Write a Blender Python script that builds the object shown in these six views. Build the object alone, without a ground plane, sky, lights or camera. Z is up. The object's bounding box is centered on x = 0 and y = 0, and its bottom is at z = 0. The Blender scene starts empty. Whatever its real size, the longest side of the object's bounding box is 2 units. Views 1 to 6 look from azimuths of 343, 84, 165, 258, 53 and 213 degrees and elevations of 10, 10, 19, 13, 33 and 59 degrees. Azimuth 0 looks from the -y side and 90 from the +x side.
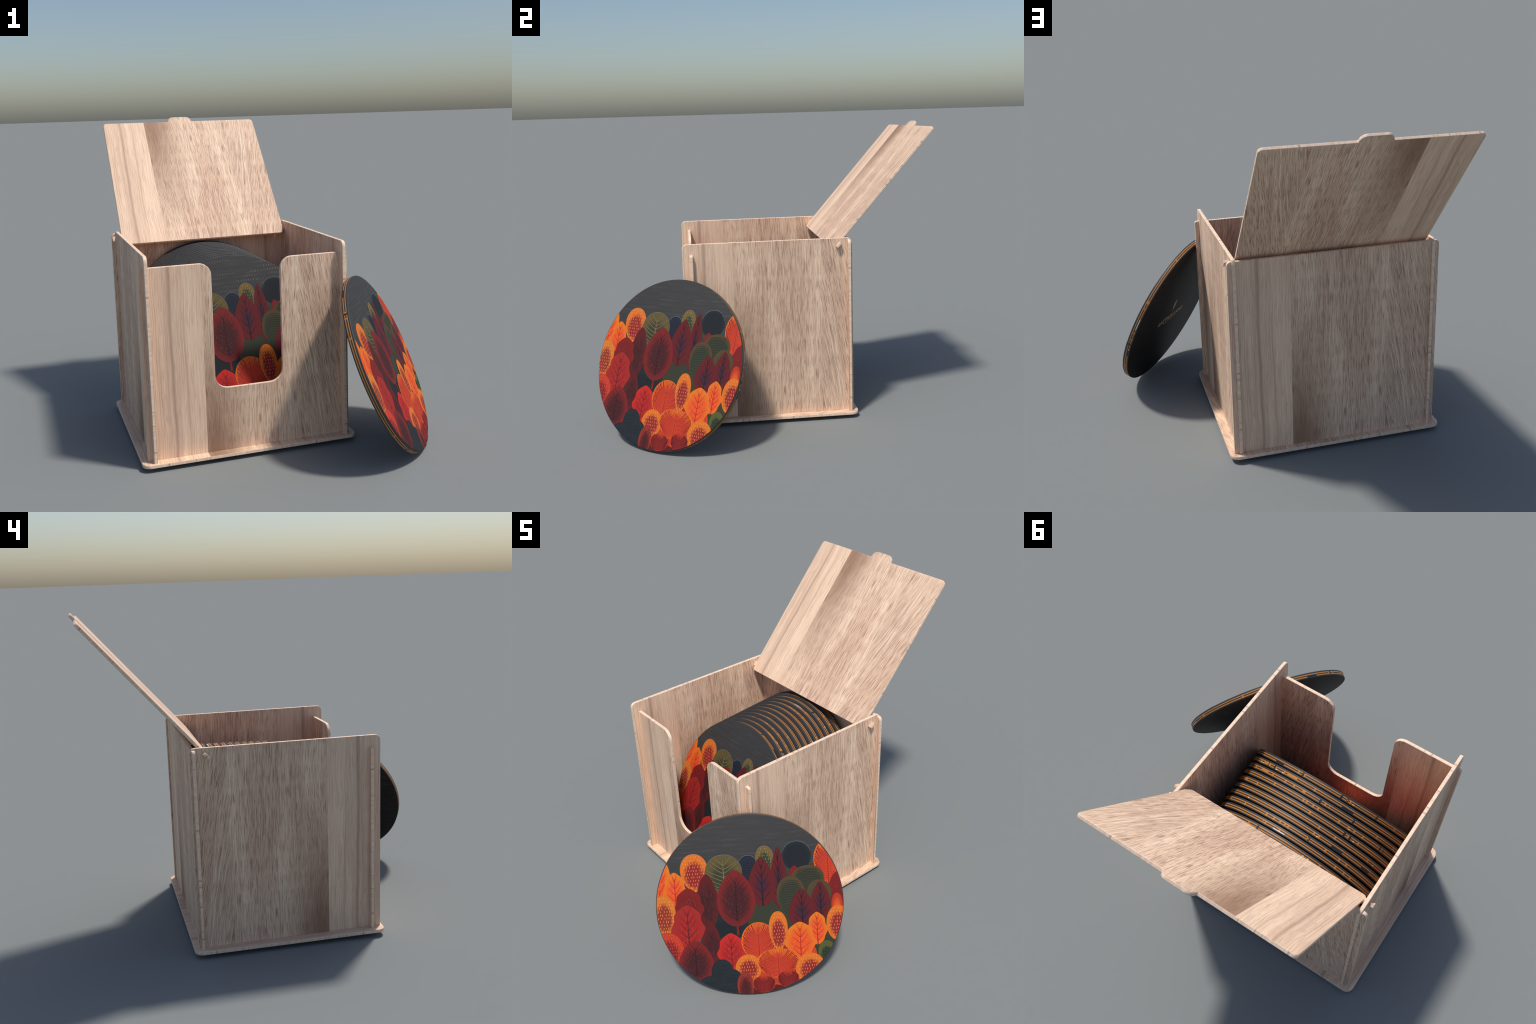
import bpy, bmesh, math, random
from mathutils import Vector, Matrix

# ---------------------------------------------------------------- measurements (metres)
T = 0.018                      # plywood thickness
X_LEFT, X_RIGHT = -0.740, 0.290    # outer faces of the side walls
Y_FRONT, Y_BACK = -0.491, 0.481    # front and back ends of the side walls
Z_FLOOR, Z_TOP = 0.038, 1.0703     # top of the base plate, top of the side walls
PANEL = X_RIGHT - X_LEFT           # width of one decor sheet
TONGUE = 0.024                     # how far tongues stick out through the side walls
DISC_R, DISC_T = 0.47337, 0.032    # coaster
LID_TILT = 0.71748                 # lid angle away from vertical

# ---------------------------------------------------------------- node helpers
class Nodes:
    def __init__(self, name):
        self.mat = bpy.data.materials.new(name)
        self.mat.use_nodes = True
        self.t = self.mat.node_tree
        self.t.nodes.clear()
        self.out = self.t.nodes.new('ShaderNodeOutputMaterial')
        self.bsdf = self.t.nodes.new('ShaderNodeBsdfPrincipled')
        self.t.links.new(self.bsdf.outputs[0], self.out.inputs[0])

    def put(self, sock, v):
        if isinstance(v, bpy.types.NodeSocket):
            self.t.links.new(v, sock)
        elif v is not None:
            sock.default_value = v

    def math(self, op, a, b=None, c=None, clamp=False):
        n = self.t.nodes.new('ShaderNodeMath')
        n.operation = op
        n.use_clamp = clamp
        for i, v in enumerate((a, b, c)):
            self.put(n.inputs[i], v)
        return n.outputs[0]

    def smooth(self, v, lo, hi):
        n = self.t.nodes.new('ShaderNodeMapRange')
        n.interpolation_type = 'SMOOTHSTEP'
        self.put(n.inputs[0], v)
        n.inputs[1].default_value = lo
        n.inputs[2].default_value = hi
        return n.outputs[0]

    def xyz(self, x, y, z=0.0):
        n = self.t.nodes.new('ShaderNodeCombineXYZ')
        for i, v in enumerate((x, y, z)):
            self.put(n.inputs[i], v)
        return n.outputs[0]

    def coord(self, which='Object'):
        n = self.t.nodes.new('ShaderNodeTexCoord')
        s = self.t.nodes.new('ShaderNodeSeparateXYZ')
        self.t.links.new(n.outputs[which], s.inputs[0])
        return s.outputs[0], s.outputs[1], s.outputs[2]

    def noise(self, vec, scale=1.0, detail=2.0, rough=0.5, dist=0.0):
        n = self.t.nodes.new('ShaderNodeTexNoise')
        self.put(n.inputs['Vector'], vec)
        n.inputs['Scale'].default_value = scale
        n.inputs['Detail'].default_value = detail
        n.inputs['Roughness'].default_value = rough
        n.inputs['Distortion'].default_value = dist
        return n.outputs[0]

    def white(self, w):
        n = self.t.nodes.new('ShaderNodeTexWhiteNoise')
        n.noise_dimensions = '1D'
        self.put(n.inputs['W'], w)
        return n.outputs[0]

    def mix(self, f, a, b):
        n = self.t.nodes.new('ShaderNodeMix')
        n.data_type = 'RGBA'
        self.put(n.inputs[0], f)
        for i, v in ((6, a), (7, b)):
            if isinstance(v, tuple) and len(v) == 3:
                v = v + (1.0,)
            self.put(n.inputs[i], v)
        return n.outputs[2]

    def bump(self, h, strength, dist):
        n = self.t.nodes.new('ShaderNodeBump')
        n.inputs['Strength'].default_value = strength
        n.inputs['Distance'].default_value = dist
        self.put(n.inputs['Height'], h)
        self.t.links.new(n.outputs[0], self.bsdf.inputs['Normal'])

    def finish(self, colour, rough=0.5, spec=0.5):
        if isinstance(colour, tuple) and len(colour) == 3:
            colour = colour + (1.0,)
        self.put(self.bsdf.inputs['Base Color'], colour)
        self.put(self.bsdf.inputs['Roughness'], rough)
        self.bsdf.inputs['Specular IOR Level'].default_value = spec
        return self.mat


# ---------------------------------------------------------------- wood
def make_wood():
    """Pale two-board veneer.  Local x runs across the sheet, local y along the grain."""
    n = Nodes('pale_wood_veneer')
    x, y, z = n.coord('Object')
    nx, ny, nz = n.coord('Normal')
    u = n.math('DIVIDE', x, PANEL)
    v = n.math('DIVIDE', y, PANEL)
    # grain leans over on the right-hand side of the wide board
    lean = n.math('GREATER_THAN', n.math('ADD', u, n.math('MULTIPLY', n.noise(n.xyz(0.0, n.math('MULTIPLY', y, 9.0)), 1.0, 3.0), 0.05)), 0.79)
    wob = n.noise(n.xyz(n.math('MULTIPLY', x, 3.0), n.math('MULTIPLY', y, 1.6)), 1.0, 1.0)
    wob = n.math('MULTIPLY', n.math('SUBTRACT', wob, 0.5), 0.05)
    xs = n.math('ADD', n.math('ADD', x, wob),
                n.math('MULTIPLY', lean, n.math('MULTIPLY', n.math('ADD', y, 0.9), 0.17)))
    light_board = n.math('LESS_THAN', u, 0.274)
    wide_board = n.math('SUBTRACT', 1.0, light_board)

    def g(ax, ay, oz, detail=2.0, rough=0.5, dist=0.0):
        return n.noise(n.xyz(n.math('MULTIPLY', xs, ax), n.math('MULTIPLY', y, ay),
                             n.math('ADD', n.math('MULTIPLY', light_board, 7.3), oz)),
                       1.0, detail, rough, dist)

    fine = g(170.0, 1.8, 0.0, 3.0, 0.6)
    band = g(85.0, 0.5, 3.1, 3.0, 0.6)
    broad = g(6.5, 1.0, 9.7, 3.0, 0.55)
    mott = g(105.0, 2.6, 5.5, 3.0, 0.6, 0.0)
    pore = g(400.0, 11.0, 17.0, 2.0, 0.5, 0.0)
    pore2 = g(300.0, 8.5, 27.0, 2.0, 0.5, 0.0)

    col = n.mix(n.smooth(fine, 0.30, 0.70), (0.820, 0.570, 0.400), (0.960, 0.728, 0.535))
    # light board: clean straight stripes
    col = n.mix(n.math('MULTIPLY', light_board, n.math('ADD', 0.10, n.math('MULTIPLY', n.smooth(broad, 0.35, 0.65), 0.35))), col, (0.62, 0.405, 0.290))
    st = n.math('MULTIPLY', n.smooth(band, 0.50, 0.66), n.math('MULTIPLY', light_board, 0.62))
    col = n.mix(st, col, (0.57, 0.370, 0.258))
    streak = n.math('ABSOLUTE', n.math('SUBTRACT', n.math('ADD', u, wob), 0.118))
    streak = n.math('SUBTRACT', 1.0, n.smooth(streak, 0.0, 0.014))
    col = n.mix(n.math('MULTIPLY', streak, 0.75), col, (0.44, 0.285, 0.205))
    # wide board: warmer, mottled
    warm = n.math('MULTIPLY', wide_board, n.math('ADD', 0.02, n.math('MULTIPLY', n.smooth(broad, 0.38, 0.64), 0.46)))
    col = n.mix(warm, col, (0.600, 0.370, 0.255))
    mf = n.math('MULTIPLY', n.smooth(mott, 0.50, 0.68), n.math('MULTIPLY', wide_board, 0.30))
    col = n.mix(mf, col, (0.520, 0.325, 0.225))
    long_ = g(62.0, 0.45, 41.0, 2.0, 0.55)
    col = n.mix(n.math('MULTIPLY', n.smooth(long_, 0.50, 0.66), n.math('MULTIPLY', wide_board, 0.28)), col, (0.560, 0.348, 0.245))
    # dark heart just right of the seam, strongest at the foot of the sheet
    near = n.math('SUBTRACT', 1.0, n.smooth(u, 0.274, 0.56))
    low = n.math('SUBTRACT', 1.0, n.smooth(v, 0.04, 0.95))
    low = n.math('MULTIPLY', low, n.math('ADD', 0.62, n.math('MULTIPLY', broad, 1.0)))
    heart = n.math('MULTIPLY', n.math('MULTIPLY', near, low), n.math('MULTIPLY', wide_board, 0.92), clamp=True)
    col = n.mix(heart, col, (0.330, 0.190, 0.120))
    # second darker cloud on the leaning grain
    du = n.math('DIVIDE', n.math('SUBTRACT', u, 0.83), 0.10)
    dv = n.math('DIVIDE', n.math('SUBTRACT', v, 0.36), 0.30)
    d2 = n.math('SQRT', n.math('ADD', n.math('MULTIPLY', du, du), n.math('MULTIPLY', dv, dv)))
    cl = n.math('MULTIPLY', n.math('SUBTRACT', 1.0, n.smooth(d2, 0.2, 1.25)), 0.38)
    col = n.mix(n.math('MULTIPLY', cl, n.smooth(mott, 0.40, 0.60)), col, (0.37, 0.235, 0.17))
    # pores: short dark strokes along the grain
    pm = n.math('MULTIPLY', n.smooth(pore, 0.535, 0.625),
                n.math('ADD', n.math('MULTIPLY', wide_board, 0.38), 0.26))
    col = n.mix(pm, col, (0.245, 0.132, 0.100))
    pm2 = n.math('MULTIPLY', n.smooth(pore2, 0.55, 0.635), n.math('MULTIPLY', wide_board, n.math('ADD', 0.30, n.math('MULTIPLY', n.smooth(broad, 0.38, 0.65), 0.45))))
    col = n.mix(pm2, col, (0.240, 0.130, 0.098))
    # sawn edges: growth rings crossing the plate
    edge = n.math('LESS_THAN', n.math('ABSOLUTE', nz), 0.6)
    ex = n.math('ADD', x, n.math('MULTIPLY', y, 1.0))
    ring = n.noise(n.xyz(n.math('MULTIPLY', ex, 42.0), 0.0, n.math('MULTIPLY', z, 2.0)), 1.0, 3.0, 0.6)
    ring2 = n.noise(n.xyz(n.math('MULTIPLY', ex, 58.0), 4.0, 0.0), 1.0, 1.0)
    ecol = n.mix(n.smooth(ring, 0.32, 0.66), (0.76, 0.545, 0.395), (0.92, 0.705, 0.535))
    ecol = n.mix(n.math('MULTIPLY', n.smooth(ring2, 0.61, 0.68), 0.75), ecol, (0.36, 0.24, 0.175))
    col = n.mix(edge, col, ecol)
    relief = n.math('SUBTRACT', n.math('MULTIPLY', fine, 0.6), n.math('MULTIPLY', pm, 0.6))
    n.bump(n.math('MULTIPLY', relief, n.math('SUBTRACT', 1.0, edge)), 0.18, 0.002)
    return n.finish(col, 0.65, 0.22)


def outline(points, steps=8):
    """Polygon from (x, y, corner radius) tuples; corners become arcs (convex or concave)."""
    out = []
    k = len(points)
    for i in range(k):
        x, y, r = points[i]
        p = Vector((x, y))
        if r <= 0:
            out.append(p)
            continue
        a = (Vector(points[i - 1][:2]) - p).normalized()
        b = (Vector(points[(i + 1) % k][:2]) - p).normalized()
        ang = a.angle(b)
        d = r / math.tan(ang / 2)
        c = p + (a + b).normalized() * (r / math.sin(ang / 2))
        s, e = p + a * d - c, p + b * d - c
        a0 = math.atan2(s.y, s.x)
        da = math.atan2(e.y, e.x) - a0
        da = (da + math.pi) % (2 * math.pi) - math.pi
        for j in range(steps + 1):
            t = a0 + da * j / steps
            out.append(c + Vector((math.cos(t), math.sin(t))) * r)
    return out


def plate(name, pts, mat, origin, ax, ay, parent, thick=T, bevel=0.0028):
    """Flat board: outline in its own xy plane, extruded along its z, then set in place."""
    bm = bmesh.new()
    vs = [bm.verts.new((p.x, p.y, 0.0)) for p in pts]
    f = bm.faces.new(vs)
    if f.normal.z > 0 or sum(a.x * b.y - b.x * a.y for a, b in zip(pts, pts[1:] + pts[:1])) > 0:
        f.normal_flip()
    ret = bmesh.ops.extrude_face_region(bm, geom=[f])
    bmesh.ops.translate(bm, vec=(0, 0, thick), verts=[v for v in ret['geom'] if isinstance(v, bmesh.types.BMVert)])
    bmesh.ops.recalc_face_normals(bm, faces=bm.faces)
    rim = [e for e in bm.edges if len(e.link_faces) == 2 and e.calc_face_angle(0) > 0.9
           and abs(e.verts[0].co.z - e.verts[1].co.z) < 1e-6]
    bmesh.ops.bevel(bm, geom=rim, offset=bevel, segments=2, affect='EDGES', profile=0.5)
    me = bpy.data.meshes.new(name)
    bm.to_mesh(me)
    bm.free()
    for p in me.polygons:
        p.use_smooth = 0.05 < abs(p.normal.z) < 0.95 or (abs(p.normal.z) < 0.05 and p.area < 0.00012)
    me.materials.append(mat)
    ob = bpy.data.objects.new(name, me)
    bpy.context.scene.collection.objects.link(ob)
    ax, ay = Vector(ax), Vector(ay)
    az = ax.cross(ay)
    ob.matrix_world = Matrix(((ax.x, ay.x, az.x, origin[0]), (ax.y, ay.y, az.y, origin[1]),
                              (ax.z, ay.z, az.z, origin[2]), (0, 0, 0, 1)))
    ob.parent = parent
    return ob


def build_box(wood):
    box = bpy.data.objects.new('wooden_coaster_box', None)
    bpy.context.scene.collection.objects.link(box)
    box['label'] = 'open pale plywood box with tilted lid and notched front'
    box['category'] = 'coaster box'
    zl = Z_FLOOR - 0.001                # boards stand a hair inside the base plate

    def board(pts, *a, **k):
        return plate(a[0], outline(pts), wood, *a[1:], box, **k)

    # base plate with rounded corners
    x0, x1 = -0.795 - X_LEFT, 0.338 - X_LEFT
    y0, y1 = -0.503 - Y_FRONT, 0.506 - Y_FRONT
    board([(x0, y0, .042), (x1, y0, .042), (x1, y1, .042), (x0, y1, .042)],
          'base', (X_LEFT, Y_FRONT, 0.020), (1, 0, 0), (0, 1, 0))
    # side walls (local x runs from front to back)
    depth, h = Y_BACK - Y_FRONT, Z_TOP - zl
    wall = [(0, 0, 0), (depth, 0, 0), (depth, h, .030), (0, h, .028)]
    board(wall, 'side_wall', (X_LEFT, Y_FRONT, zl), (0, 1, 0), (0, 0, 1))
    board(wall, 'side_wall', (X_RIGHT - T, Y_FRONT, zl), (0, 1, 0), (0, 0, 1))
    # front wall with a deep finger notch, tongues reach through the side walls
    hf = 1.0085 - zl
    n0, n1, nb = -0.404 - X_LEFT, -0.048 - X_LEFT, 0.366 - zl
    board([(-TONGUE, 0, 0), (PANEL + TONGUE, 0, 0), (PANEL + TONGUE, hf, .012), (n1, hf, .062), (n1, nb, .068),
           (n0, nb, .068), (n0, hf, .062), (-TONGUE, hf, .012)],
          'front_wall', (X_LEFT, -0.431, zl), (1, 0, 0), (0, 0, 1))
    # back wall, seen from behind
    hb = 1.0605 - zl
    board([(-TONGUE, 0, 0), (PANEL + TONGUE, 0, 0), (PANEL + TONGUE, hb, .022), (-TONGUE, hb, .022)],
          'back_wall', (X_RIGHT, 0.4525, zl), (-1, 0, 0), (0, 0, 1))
    # lid: local y runs down the board from the free edge; pegs turn in the side walls
    s, c = math.sin(LID_TILT), math.cos(LID_TILT)
    L = 0.8625
    top = Vector((X_LEFT, 0.39194 + L * s, 1.03593 + L * c))
    w0, w1 = -0.7125 - X_LEFT, 0.2630 - X_LEFT
    t0, t1 = -0.298 - X_LEFT, -0.148 - X_LEFT
    p0, p1 = L - 0.0195, L + 0.0135
    e = L + 0.040
    m0, m1 = -0.025, PANEL + 0.025
    board([(w0, 0, .022), (t0, 0, .006), (t0, -.0375, .034), (t1, -.0375, .034), (t1, 0, .006), (w1, 0, .022),
           (w1, p0, 0), (m1, p0, 0), (m1, p1, 0), (w1, p1, 0), (w1, e, .024),
           (w0, e, .024), (w0, p1, 0), (m0, p1, 0), (m0, p0, 0), (w0, p0, 0)],
          'lid', top, (1, 0, 0), (0, -s, -c), thick=0.0165)
    return box


# ---------------------------------------------------------------- coasters
def make_face():
    n = Nodes('charcoal_print')
    x, y, z = n.coord('Object')
    streak = n.noise(n.xyz(n.math('MULTIPLY', x, 7.0), n.math('MULTIPLY', y, 90.0)), 1.0, 2.0)
    fine = n.noise(n.xyz(n.math('MULTIPLY', x, 160.0), n.math('MULTIPLY', y, 60.0)), 1.0, 1.0)
    col = n.mix(n.math('MULTIPLY', n.smooth(streak, 0.50, 0.74), 0.55), (0.0385, 0.0380, 0.0385), (0.062, 0.062, 0.064))
    # rows of tiny glossier dabs
    row = n.math('FRACT', n.math('MULTIPLY', y, 42.0))
    step = n.math('FRACT', n.math('ADD', n.math('MULTIPLY', x, 70.0), n.math('MULTIPLY', n.math('FLOOR', n.math('MULTIPLY', y, 42.0)), 0.37)))
    dx = n.math('ABSOLUTE', n.math('SUBTRACT', step, 0.5))
    dy = n.math('ABSOLUTE', n.math('SUBTRACT', row, 0.5))
    dab = n.math('MULTIPLY', n.math('SUBTRACT', 1.0, n.smooth(dx, 0.08, 0.26)), n.math('SUBTRACT', 1.0, n.smooth(dy, 0.12, 0.36)))
    patch = n.noise(n.xyz(n.math('MULTIPLY', x, 6.0), n.math('MULTIPLY', y, 24.0), 3.0), 1.0, 2.0)
    dab = n.math('MULTIPLY', dab, n.smooth(patch, 0.42, 0.62))
    n.bump(fine, 0.12, 0.001)
    col = n.mix(n.math('MULTIPLY', dab, 0.06), col, (0.085, 0.086, 0.090))  # dabs' grazing sheen also painted in as slightly paler grey
    return n.finish(col, n.math('SUBTRACT', 0.75, n.math('MULTIPLY', dab, 0.28)), 0.20)


def make_back():
    n = Nodes('black_backing')
    x, y, z = n.coord('Object')
    streak = n.noise(n.xyz(n.math('MULTIPLY', x, 9.0), n.math('MULTIPLY', y, 100.0)), 1.0, 2.0)
    col = n.mix(n.smooth(streak, 0.48, 0.75), (0.013, 0.013, 0.0135), (0.026, 0.027, 0.028))
    return n.finish(col, 0.6, 0.2)


def make_rim():
    """Laminated edge: charcoal layers with two thin orange ones, unevenly broken."""
    n = Nodes('laminated_rim')
    x, y, z = n.coord('Object')
    info = n.t.nodes.new('ShaderNodeObjectInfo').outputs['Random']
    seed = n.math('MULTIPLY', info, 1000.0)
    ang = n.math('ADD', n.math('DIVIDE', n.math('ARCTAN2', y, x), 2 * math.pi), 0.5)
    d = n.math('DIVIDE', z, -DISC_T)

    def cells(count, off):
        return n.white(n.math('ADD', n.math('FLOOR', n.math('MULTIPLY', ang, count)), n.math('ADD', seed, off)))

    big = cells(46.0, 0.3)
    small = cells(330.0, 50.7)
    small2 = cells(270.0, 90.1)
    active = n.math('GREATER_THAN', cells(23.0, 7.7), 0.35)
    jit = n.math('MULTIPLY', n.math('SUBTRACT', small2, 0.5), 0.012)
    dj = n.math('ADD', d, jit)

    def band(lo, hi):
        return n.math('MULTIPLY', n.math('GREATER_THAN', dj, lo), n.math('LESS_THAN', dj, hi))

    one, two = band(0.28, 0.43), band(0.62, 0.79)
    lines = n.math('MAXIMUM', one, two)
    bridge = n.math('MULTIPLY', band(0.27, 0.84), n.math('MULTIPLY', active, n.math('GREATER_THAN', small, 0.93)))
    long_bridge = n.math('MULTIPLY', band(0.27, 0.62), n.math('GREATER_THAN', big, 0.972))
    orange = n.math('MAXIMUM', lines, n.math('MAXIMUM', bridge, long_bridge))
    gap = n.math('MULTIPLY', active, n.math('LESS_THAN', small2, 0.024))
    gap = n.math('MAXIMUM', gap, n.math('MULTIPLY', two, n.math('LESS_THAN', big, 0.018)))
    white_dash = n.math('MULTIPLY', two, n.math('MAXIMUM', n.math('MULTIPLY', active, n.math('LESS_THAN', small, 0.022)), n.math('LESS_THAN', n.math('ABSOLUTE', n.math('SUBTRACT', big, 0.5)), 0.009)))
    grain = n.noise(n.xyz(n.math('MULTIPLY', ang, 900.0), n.math('MULTIPLY', d, 3.0)), 1.0, 2.0)
    col = n.mix(orange, (0.036, 0.037, 0.039), n.mix(grain, (0.42, 0.165, 0.032), (0.58, 0.245, 0.055)))
    col = n.mix(n.math('MULTIPLY', gap, lines), col, (0.012, 0.016, 0.028))
    col = n.mix(white_dash, col, (0.80, 0.66, 0.55))
    return n.finish(col, 0.5, 0.4)


def disc_mesh(face, rim, back, seg=192):
    prof = [(DISC_R - .0022, 0.0), (DISC_R - .0006, -.0008), (DISC_R, -.0026), (DISC_R, -DISC_T + .0026),
            (DISC_R - .0006, -DISC_T + .0008), (DISC_R - .0022, -DISC_T)]
    bm = bmesh.new()
    rings = [[bm.verts.new((r * math.cos(2 * math.pi * i / seg), r * math.sin(2 * math.pi * i / seg), z))
              for i in range(seg)] for r, z in prof]
    f = bm.faces.new(rings[0])
    f.material_index = 0
    f = bm.faces.new(list(reversed(rings[-1])))
    f.material_index = 2
    for a, b in zip(rings, rings[1:]):
        for i in range(seg):
            q = bm.faces.new((a[i], b[i], b[(i + 1) % seg], a[(i + 1) % seg]))
            q.material_index = 1
            q.smooth = True
    bmesh.ops.recalc_face_normals(bm, faces=bm.faces)
    me = bpy.data.meshes.new('coaster')
    bm.to_mesh(me)
    bm.free()
    me.set_sharp_from_angle(angle=math.radians(50))
    for m in (face, rim, back):
        me.materials.append(m)
    return me


# palette: (outer colour, heart colour, line colour)
PALETTE = {
    'dark_slate': ((.015, .021, .025), (.012, .016, .020), (.022, .030, .034)),
    'moss': ((.040, .040, .024), (.034, .038, .024), (.026, .030, .022)),
    'wine': ((.105, .014, .013), (.080, .012, .012), (.05, .01, .01)),
    'navy': ((.014, .020, .034), (.012, .015, .026), (.022, .028, .040)),
    'teal': ((.014, .024, .030), (.015, .017, .022), (.010, .014, .018)),
    'olive_green': ((.155, .095, .028), (.030, .046, .024), (.20, .24, .13)),
    'crimson': ((.108, .013, .015), (.048, .016, .030), (.018, .010, .017)),
    'red': ((.175, .013, .013), (.150, .013, .013), (.10, .012, .012)),
    'orange_red': ((.66, .138, .016), (.50, .046, .018), (.30, .020, .016)),
    'flame': ((.40, .035, .015), (.62, .085, .020), (.40, .02, .02)),
    'olive': ((.074, .050, .024), (.036, .041, .025), (.014, .018, .014)),
    'orange_flame': ((.66, .155, .016), (.66, .082, .018), (.44, .024, .016)),
    'orange_spot': ((.60, .142, .016), (.235, .020, .018), (.80, .24, .10)),
    'ochre_spot': ((.55, .155, .022), (.240, .030, .018), (.75, .28, .10)),
    'red_spot': ((.46, .040, .018), (.190, .014, .015), (.60, .085, .055)),
    'olive_leaf': ((.100, .078, .030), (.036, .040, .024), (.180, .135, .060)),
    'maroon': ((.095, .012, .013), (.048, .012, .014), (.100, .018, .015)),
    'maroon_bright': ((.165, .016, .016), (.055, .013, .015), (.032, .009, .011)),
    'scarlet': ((.47, .022, .017), (.34, .016, .016), (.19, .012, .012)),
    'red_leaf': ((.30, .022, .018), (.30, .018, .016), (.105, .011, .012)),
    'green': ((.082, .090, .026), (.020, .030, .016), (.06, .08, .03)),
    'rust': ((.24, .030, .020), (.085, .013, .014), (.045, .011, .011)),
    'ember': ((.50, .046, .018), (.25, .018, .017), (.13, .011, .011)),
}

# stylised autumn trees, back to front: outline, inner drawing, then centre, top, width
# and height as parts of the coaster radius, and palette name
TREES = [
    ('round', 'bush', -0.065, 0.109, 0.610, 0.389, 'dark_slate'),
    ('round', 'bush', -0.264, -0.091, 0.475, 0.283, 'dark_slate'),
    ('round', 'bush', 0.220, 0.196, 0.542, 0.565, 'moss'),
    ('round', 'bush', 0.601, 0.418, 0.610, 0.777, 'moss'),
    ('round', 'bush', 0.770, -0.338, 0.407, 0.459, 'moss'),
    ('round', 'bush', 0.237, -0.763, 0.882, 0.389, 'wine'),
    ('round', 'bush', 0.340, -0.300, 0.700, 0.620, 'ember'),
    ('round', 'arcs', -0.000, 0.558, 0.237, 0.332, 'navy'),
    ('round', 'arcs', 0.518, 0.680, 0.312, 0.318, 'teal'),
    ('leaf', 'specks', 0.179, 0.649, 0.193, 0.328, 'olive_green'),
    ('spire', 'veins', 0.317, 0.625, 0.183, 0.668, 'crimson'),
    ('spire', 'veins', 0.137, 0.528, 0.292, 0.537, 'crimson'),
    ('egg', 'plain', 0.489, 0.414, 0.108, 0.150, 'red'),
    ('leaf', 'fan', 0.846, 0.672, 0.298, 0.481, 'orange_red'),
    ('round', 'plain', 0.987, 0.336, 0.292, 0.452, 'red'),
    ('leaf', 'plain', 0.928, 0.085, 0.122, 0.325, 'flame'),
    ('leaf', 'arcs', 0.627, 0.410, 0.353, 0.346, 'olive'),
    ('leaf', 'plain', 0.740, 0.245, 0.261, 0.345, 'olive'),
    ('leaf', 'arcs', 0.439, 0.302, 0.305, 0.473, 'olive'),
    ('spire', 'veins', 0.752, 0.228, 0.210, 0.428, 'crimson'),
    ('spire', 'veins', 0.551, 0.156, 0.292, 0.456, 'crimson'),
    ('leaf', 'veins', -0.946, 0.593, 0.244, 0.530, 'orange_flame'),
    ('lobed', 'veins', -0.784, 0.416, 0.264, 0.442, 'orange_flame'),
    ('leaf', 'specks', -0.571, 0.605, 0.292, 0.418, 'orange_spot'),
    ('leaf', 'pale_veins', -0.262, 0.579, 0.397, 0.484, 'olive_leaf'),
    ('egg', 'flecks', -0.450, 0.382, 0.237, 0.608, 'maroon'),
    ('egg', 'dense_veins', -0.147, 0.405, 0.407, 0.625, 'maroon_bright'),
    ('lobed', 'flecks', -0.651, 0.237, 0.325, 0.442, 'red'),
    ('leaf', 'specks', -0.917, 0.173, 0.244, 0.459, 'ochre_spot'),
    ('lobed', 'veins', -0.674, 0.050, 0.370, 0.509, 'red_leaf'),
    ('egg', 'flecks', -0.433, -0.154, 0.203, 0.463, 'maroon'),
    ('round', 'specks', -0.910, -0.239, 0.353, 0.431, 'red_spot'),
    ('lobed', 'veins', -0.229, -0.290, 0.312, 0.425, 'scarlet'),
    ('round', 'fan', 0.069, -0.187, 0.373, 0.421, 'orange_red'),
    ('leaf', 'specks', 0.286, -0.078, 0.203, 0.445, 'orange_spot'),
    ('lobed', 'veins', 0.704, -0.113, 0.227, 0.367, 'orange_flame'),
    ('lobed', 'veins', 0.517, -0.211, 0.349, 0.427, 'orange_flame'),
    ('round', 'specks', 0.932, -0.050, 0.254, 0.396, 'orange_spot'),
    ('leaf', 'specks', 0.796, -0.438, 0.183, 0.304, 'green'),
    ('egg', 'dense_veins', -0.616, -0.348, 0.380, 0.498, 'maroon_bright'),
    ('round', 'arcs', -0.341, -0.578, 0.237, 0.286, 'dark_slate'),
    ('round', 'specks', -0.057, -0.541, 0.281, 0.314, 'orange_spot'),
    ('round', 'arcs', -0.240, -0.695, 0.244, 0.318, 'dark_slate'),
    ('round', 'arcs', -0.474, -0.758, 0.285, 0.311, 'dark_slate'),
    ('round', 'arcs', -0.322, -0.832, 0.339, 0.318, 'dark_slate'),
    ('dome', 'fan', 0.267, -0.499, 0.454, 0.335, 'orange_red'),
    ('round', 'specks', 0.614, -0.565, 0.325, 0.364, 'orange_spot'),
    ('leaf', 'dense_veins', -0.100, -0.744, 0.180, 0.350, 'rust'),
    ('dome', 'fan', 0.366, -0.754, 0.237, 0.201, 'ember'),
    ('dome', 'fan', 0.102, -0.796, 0.251, 0.198, 'ember'),
]


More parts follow.
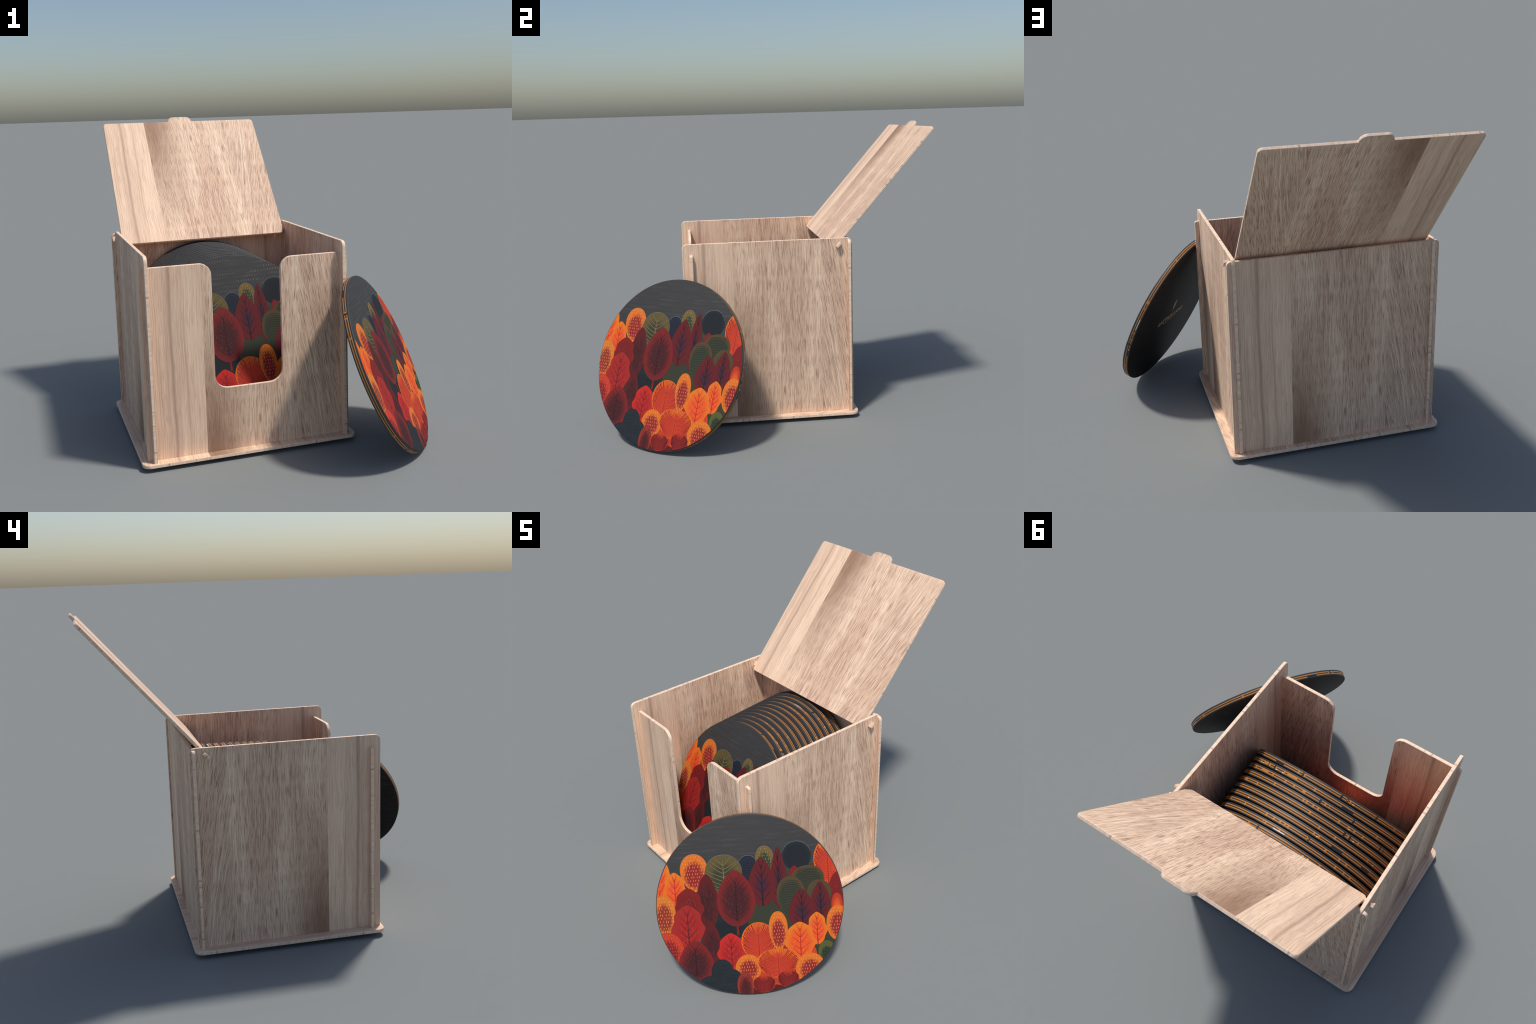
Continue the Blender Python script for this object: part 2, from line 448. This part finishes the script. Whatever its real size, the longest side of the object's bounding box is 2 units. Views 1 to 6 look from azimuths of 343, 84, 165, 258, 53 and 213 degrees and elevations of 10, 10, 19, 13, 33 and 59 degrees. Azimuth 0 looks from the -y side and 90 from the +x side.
def half_width(shape, s):
    """Half width of a tree crown (0..1) at depth s below its top (0..1)."""
    s = min(max(s, 0.0), 1.0)
    if shape == 'egg':
        return max(0.0, math.sin(math.pi * s ** 1.20)) ** 0.49
    if shape == 'spire':
        return max(0.0, math.sin(math.pi * s ** 1.36)) ** 0.48
    if shape == 'leaf':
        return max(0.0, math.sin(math.pi * s ** 0.80)) ** 0.56
    if shape == 'lobed':
        return max(0.0, math.sin(math.pi * s ** 1.02)) ** 0.56 * (0.93 + 0.10 * math.sin(s * 16.5 - 1.2) * (1 - 0.45 * s))
    if shape == 'dome':
        return max(0.0, math.sin(math.pi * s ** 0.78)) ** 0.50
    return math.sqrt(max(0.0, 1 - (2 * s - 1) ** 2))


def clip_to_circle(pts, r, sides=160):
    """Cut a polygon off at the coaster edge (half-plane clipping against a many-sided ring)."""
    for i in range(sides):
        a = 2 * math.pi * i / sides
        nx, ny = math.cos(a), math.sin(a)
        if all(p[0] * nx + p[1] * ny <= r for p in pts):
            continue
        out = []
        for p, q in zip(pts, pts[1:] + pts[:1]):
            dp, dq = p[0] * nx + p[1] * ny - r, q[0] * nx + q[1] * ny - r
            if dp <= 0:
                out.append(p)
            if dp * dq < 0:
                t = dp / (dp - dq)
                out.append((p[0] + (q[0] - p[0]) * t, p[1] + (q[1] - p[1]) * t))
        pts = out
        if len(pts) < 3:
            return []
    return pts


def crown_paint(index, cx, top, w, h, pal, kind):
    rim, core, line = PALETTE[pal]
    n = Nodes('painted_' + pal)
    x, y, z = n.coord('Object')
    a = n.math('DIVIDE', n.math('SUBTRACT', x, cx), w / 2)
    b = n.math('DIVIDE', n.math('SUBTRACT', y, top - h * 0.56), h / 2)
    r = n.math('SQRT', n.math('ADD', n.math('MULTIPLY', a, a), n.math('MULTIPLY', b, b)))
    brush = n.noise(n.xyz(n.math('MULTIPLY', x, 140.0), n.math('MULTIPLY', y, 50.0), float(index)), 1.0, 2.0)
    r = n.math('ADD', r, n.math('MULTIPLY', n.math('SUBTRACT', brush, 0.5), 0.35))
    lo, hi = {'specks': (0.50, 0.86), 'fan': (0.66, 1.0), 'veins': (0.45, 0.98), 'spire': (0.12, 0.66), 'arcs': (0.74, 0.98)}.get('spire' if pal == 'crimson' else kind, (0.40, 0.96))
    col = n.mix(n.smooth(r, lo, hi), core, rim)
    col = n.mix(n.math('MULTIPLY', n.smooth(brush, 0.50, 0.75), 0.16), col, rim)
    return n.finish(col, 0.65, 0.18)


def line_paint(pal):
    n = Nodes('brush_line_' + pal)
    return n.finish(PALETTE[pal][2], 0.65, 0.18)


def picture_mesh():
    """Printed forest on the coaster face, painted tree over tree with fine brush lines."""
    rng = random.Random(11)
    bm = bmesh.new()
    mats, line_index = [], {}
    R = DISC_R
    lim = R * 0.992
    level = [0.0]
    turn = [0]
    stacked = []                      # (bounds, top level) of the trees painted so far

    def fill(pts, m):
        pts = clip_to_circle(pts, lim)
        if len(pts) >= 3:
            f = bm.faces.new([bm.verts.new((p[0], p[1], level[0])) for p in pts])
            f.material_index = m
            if f.normal.z < 0:
                f.normal_flip()

    def stroke(path, w0, w1, m):
        k = len(path)
        turn[0] = (turn[0] + 1) % 7          # neighbouring strokes never share a plane
        lift = level[0] + turn[0] * 0.000014
        row = []
        for i, p in enumerate(path):
            q = path[min(i + 1, k - 1)]
            o = path[max(i - 1, 0)]
            d = Vector((q[0] - o[0], q[1] - o[1]))
            if d.length < 1e-9:
                return
            d.normalize()
            w = (w0 + (w1 - w0) * i / (k - 1)) / 2
            row.append(((p[0] - d.y * w, p[1] + d.x * w), (p[0] + d.y * w, p[1] - d.x * w)))
        for (a, b), (c, e) in zip(row, row[1:]):
            if max(math.hypot(*t) for t in (a, b, c, e)) > lim:
                continue
            f = bm.faces.new([bm.verts.new((t[0], t[1], lift)) for t in (b, e, c, a)])
            f.material_index = m
            f.normal_update()
            if f.normal.z < 0:
                f.normal_flip()

    for i, (shape, kind, cx, top, w, h, pal) in enumerate(TREES):
        cx, top, w, h = cx * R, top * R, w * R, h * R
        P = lambda a, s: (cx + a * w / 2, top - s * h)
        box = (cx - w * .52, cx + w * .52, top - h * 1.18, top)
        level[0] = max([0.0004] + [t for b, t in stacked if b[0] < box[1] and b[1] > box[0]
                                   and b[2] < box[3] and b[3] > box[2]]) + 0.00003
        stacked.append((box, level[0] + 0.00016))
        mats.append(crown_paint(i, cx, top, w, h, pal, kind))
        body = len(mats) - 1
        if pal not in line_index:
            mats.append(line_paint(pal))
            line_index[pal] = len(mats) - 1
        ln = line_index[pal]
        hw = lambda s: half_width(shape, s)
        N = 40
        ss = [0.5 - 0.5 * math.cos(math.pi * k / N) for k in range(N + 1)]
        pts = [P(hw(s), s) for s in ss] + [P(-hw(s), s) for s in reversed(ss[1:-1])]
        fill(pts, body)
        level[0] += 0.00003
        u = R * 0.0065
        if kind in ('veins', 'dense_veins', 'pale_veins'):
            cnt, reach, lift = {'veins': (5, .62, .20), 'dense_veins': (10, .80, .20), 'pale_veins': (8, .93, .20)}[kind]
            thick = {'veins': 1.0, 'dense_veins': 0.75, 'pale_veins': 0.8}[kind]
            stroke([P(0, 1.0 - 0.86 * k / 8) for k in range(9)], u * 2.6, u * 0.8, ln)
            if kind == 'dense_veins':
                stroke([P(0, 1.16), P(0, 1.0), P(0, .9)], u * 3.6, u * 3.0, body)
            for j in range(cnt):
                s0 = 0.88 - 0.64 * j / (cnt - 1)
                for sd in (-1, 1):
                    s1 = max(0.05, s0 - lift * rng.uniform(.85, 1.15))
                    a1 = hw(s1) * reach * rng.uniform(.9, 1.03)
                    stroke([P(sd * a1 * t, s0 + (s1 - s0) * t ** 1.25) for t in (0, .25, .5, .75, 1)],
                           u * 1.5 * thick, u * 0.6 * thick, ln)
        elif kind == 'fan':
            stroke([P(0, 1.0 - 0.88 * k / 8) for k in range(9)], u * 2.0, u * 0.8, ln)
            cnt = 17
            for j in range(cnt):
                s1 = 0.05 + 0.80 * (j / (cnt - 1)) ** 1.2
                for sd in (-1, 1):
                    a1 = hw(s1) * rng.uniform(.86, .97)
                    s0 = min(0.97, 0.30 + s1 * 0.85)
                    stroke([P(sd * a1 * (t ** .8), s0 + (s1 - s0) * t ** 1.7) for t in (.04, .25, .5, .75, 1)],
                           u * .6, u * 1.25, ln)
            for j in range(46):
                a0 = math.pi * (-.62 + 1.24 * j / 45)
                s1 = 0.5 - 0.5 * math.cos(a0)
                a1 = math.copysign(hw(s1), a0) * rng.uniform(.90, .965)
                k = rng.uniform(.62, .76)
                stroke([P(a1 * k, .62 + (s1 - .62) * k), P(a1 * (k + 1) / 2, .62 + (s1 - .62) * (k + 1) / 2 * .99),
                        P(a1, s1 + .03 * (.6 - s1))], u * .35, u * .95, ln)
        elif kind == 'arcs':
            for j in range(15):
                s1 = 0.13 + 0.056 * j
                a1 = hw(s1) * .80
                dip = 0.085 * a1
                stroke([P(a1 * (t / 6 - 1), s1 - dip * (1 - (t / 6 - 1) ** 2) + .02) for t in range(13)],
                       u * .75, u * .75, ln)
        elif kind == 'flecks':
            for j in range(46):
                s = rng.uniform(.14, .92)
                a = rng.uniform(-.82, .82) * hw(s)
                stroke([P(a, s), P(a * .95, s + .035), P(a * .92, s + rng.uniform(.05, .09))], u * .5, u * .9, ln)
        elif kind == 'specks':
            step = R * 0.037
            rows, cols = int(h / step) + 1, int(w / step * 1.25) + 1
            for r in range(rows):
                s = (r + .65) * step / h
                if s > .95:
                    continue
                for c in range(-cols, cols + 1):
                    a = ((c + (.5 if r % 2 else 0)) * step * .78 + rng.uniform(-.2, .2) * step) / (w / 2)
                    if abs(a) > hw(s) * .86:
                        continue
                    ds = rng.uniform(.36, .58) * step / h
                    da = rng.uniform(-.07, .05) * step / (w / 2)
                    stroke([P(a, s), P(a + da * .5, s + ds * .5), P(a + da, s + ds)], u * .70, u * .90, ln)
        if pal in ('orange_flame', 'scarlet', 'red_leaf', 'red', 'maroon_bright'):
            if 'glint_' + pal not in line_index:
                r0, c0, _ = PALETTE[pal]
                n = Nodes('brush_glint_' + pal)
                mats.append(n.finish(tuple(min(.85, v * 1.5 + .012) for v in c0), 0.65, 0.18))
                line_index['glint_' + pal] = len(mats) - 1
            gl = line_index['glint_' + pal]
            for j in range(34):
                s = rng.uniform(.25, .92)
                a = rng.uniform(-.6, .6) * hw(s)
                stroke([P(a * 1.03, s), P(a, s + .02), P(a * .97, s + .045)], u * .5, u * .8, gl)
        if pal in ('navy', 'teal', 'olive_green', 'olive_leaf', 'orange_spot') and top > .5 * R:
            if 'chalk' not in line_index:
                mats.append(Nodes('chalk_outline').finish((.17, .175, .18), 0.65, 0.18))
                line_index['chalk'] = len(mats) - 1
            for sd in (-1, 1):
                stroke([P(sd * hw(q), q) for q in (0, .01, .03, .06, .1, .15, .21, .28, .36)], u * .55, u * .3,
                       line_index['chalk'])
    me = bpy.data.meshes.new('printed_picture')
    bm.to_mesh(me)
    bm.free()
    for m in mats:
        me.materials.append(m)
    return me


def text_mesh(body, size, spacing):
    cu = bpy.data.curves.new('lettering', 'FONT')
    cu.body = body
    cu.size = size
    cu.align_x = 'CENTER'
    cu.space_character = spacing
    cu.extrude = 0.0003
    cu.offset = 0.0006
    ob = bpy.data.objects.new('lettering', cu)
    bpy.context.scene.collection.objects.link(ob)
    bpy.context.view_layer.update()
    me = bpy.data.meshes.new_from_object(ob.evaluated_get(bpy.context.evaluated_depsgraph_get()))
    bpy.data.objects.remove(ob)
    return me


def lettering_mesh(mat):
    """Maker's mark on the back: feather-like leaf above a line of capitals and a fine row of tiny marks."""
    bm = bmesh.new()
    me = text_mesh('LATTICE LANE', 0.0395, 1.04)
    xs = [v.co.x for v in me.vertices]
    k = 0.305 / (max(xs) - min(xs))
    for v in me.vertices:
        v.co.x *= k
        v.co.y -= 0.0655
    bm.from_mesh(me)
    bpy.data.meshes.remove(me)

    def bar(x0, y0, x1, y1, w):
        d = Vector((x1 - x0, y1 - y0)).normalized() * (w / 2)
        pts = [(x0 - d.y, y0 + d.x), (x0 + d.y, y0 - d.x), (x1 + d.y * .4, y1 - d.x * .4), (x1 - d.y * .4, y1 + d.x * .4)]
        lo = [bm.verts.new((p[0], p[1], -0.0003)) for p in pts]
        hi = [bm.verts.new((p[0], p[1], 0.0003)) for p in pts]
        bm.faces.new(hi)
        for i in range(4):
            bm.faces.new((lo[i], lo[(i + 1) % 4], hi[(i + 1) % 4], hi[i]))

    rng = random.Random(4)
    x = -0.082
    while x < 0.082:
        w = rng.uniform(.003, .006)
        if rng.random() > .14:
            bar(x, -0.0795, x + w, -0.0795, rng.uniform(.003, .0055))
        x += w + .0022
    # leaf mark: midrib plus barbs
    bar(-0.001, -0.012, 0.004, 0.068, 0.0022)
    for j in range(9):
        y = -0.004 + 0.0072 * j
        w = 0.0175 * math.sin(math.pi * (j + 1.2) / 10.5)
        for sd in (-1, 1):
            bar(0.0005 + .004 * j / 9, y, 0.0005 + .004 * j / 9 + sd * w, y + 0.013, 0.0042)
    bmesh.ops.recalc_face_normals(bm, faces=bm.faces)
    out = bpy.data.meshes.new('back_lettering')
    bm.to_mesh(out)
    bm.free()
    out.materials.append(mat)
    return out


def build_coasters():
    body = disc_mesh(make_face(), make_rim(), make_back())
    pic = picture_mesh()
    gold = Nodes('faded_gold_ink').finish((0.60, 0.46, 0.30), 0.6, 0.2)
    letters = lettering_mesh(gold)
    scene = bpy.context.scene.collection

    def coaster(centre, az, el, roll, scale, label):
        ob = bpy.data.objects.new('coaster', body)
        scene.objects.link(ob)
        n = Vector((math.cos(az) * math.cos(el), math.sin(az) * math.cos(el), math.sin(el)))
        h = Vector((-math.sin(az), math.cos(az), 0))
        u = n.cross(h)
        a = h * math.cos(roll) + u * math.sin(roll)
        b = u * math.cos(roll) - h * math.sin(roll)
        m = Matrix((a, b, n)).transposed().to_4x4() @ Matrix.Scale(scale, 4)
        m.translation = centre
        ob.matrix_world = m
        ob['label'] = label
        ob['category'] = 'coaster'
        p = bpy.data.objects.new('printed_picture', pic)
        scene.objects.link(p)
        p.parent = ob
        q = bpy.data.objects.new('back_lettering', letters)
        scene.objects.link(q)
        q.parent = ob
        q.matrix_local = Matrix.Translation((0, 0, -DISC_T - 0.0004)) @ Matrix.Rotation(math.pi, 4, 'Y')
        return ob

    coaster((0.47871, -0.59765, 0.44494), -0.61760, 0.41758, 0.0, 1.0,
            'round dark coaster with autumn trees, leaning on box')
    rng = random.Random(3)
    for i in range(12):                 # the row fans out: the front ones lean back further
        tilt = math.radians(24.4 - 1.20 * i)
        coaster((-0.2110 - 0.0030 * i, -0.2330 + 0.0497 * i, 0.5360 - 0.0018 * i + 0.00004 * i * i),
                -1.5760, tilt, 0.030 + (rng.uniform(-.06, .06) if i else 0), 1.0,
                'round dark coaster with autumn trees, stacked in box')


wood = make_wood()
build_box(wood)
build_coasters()
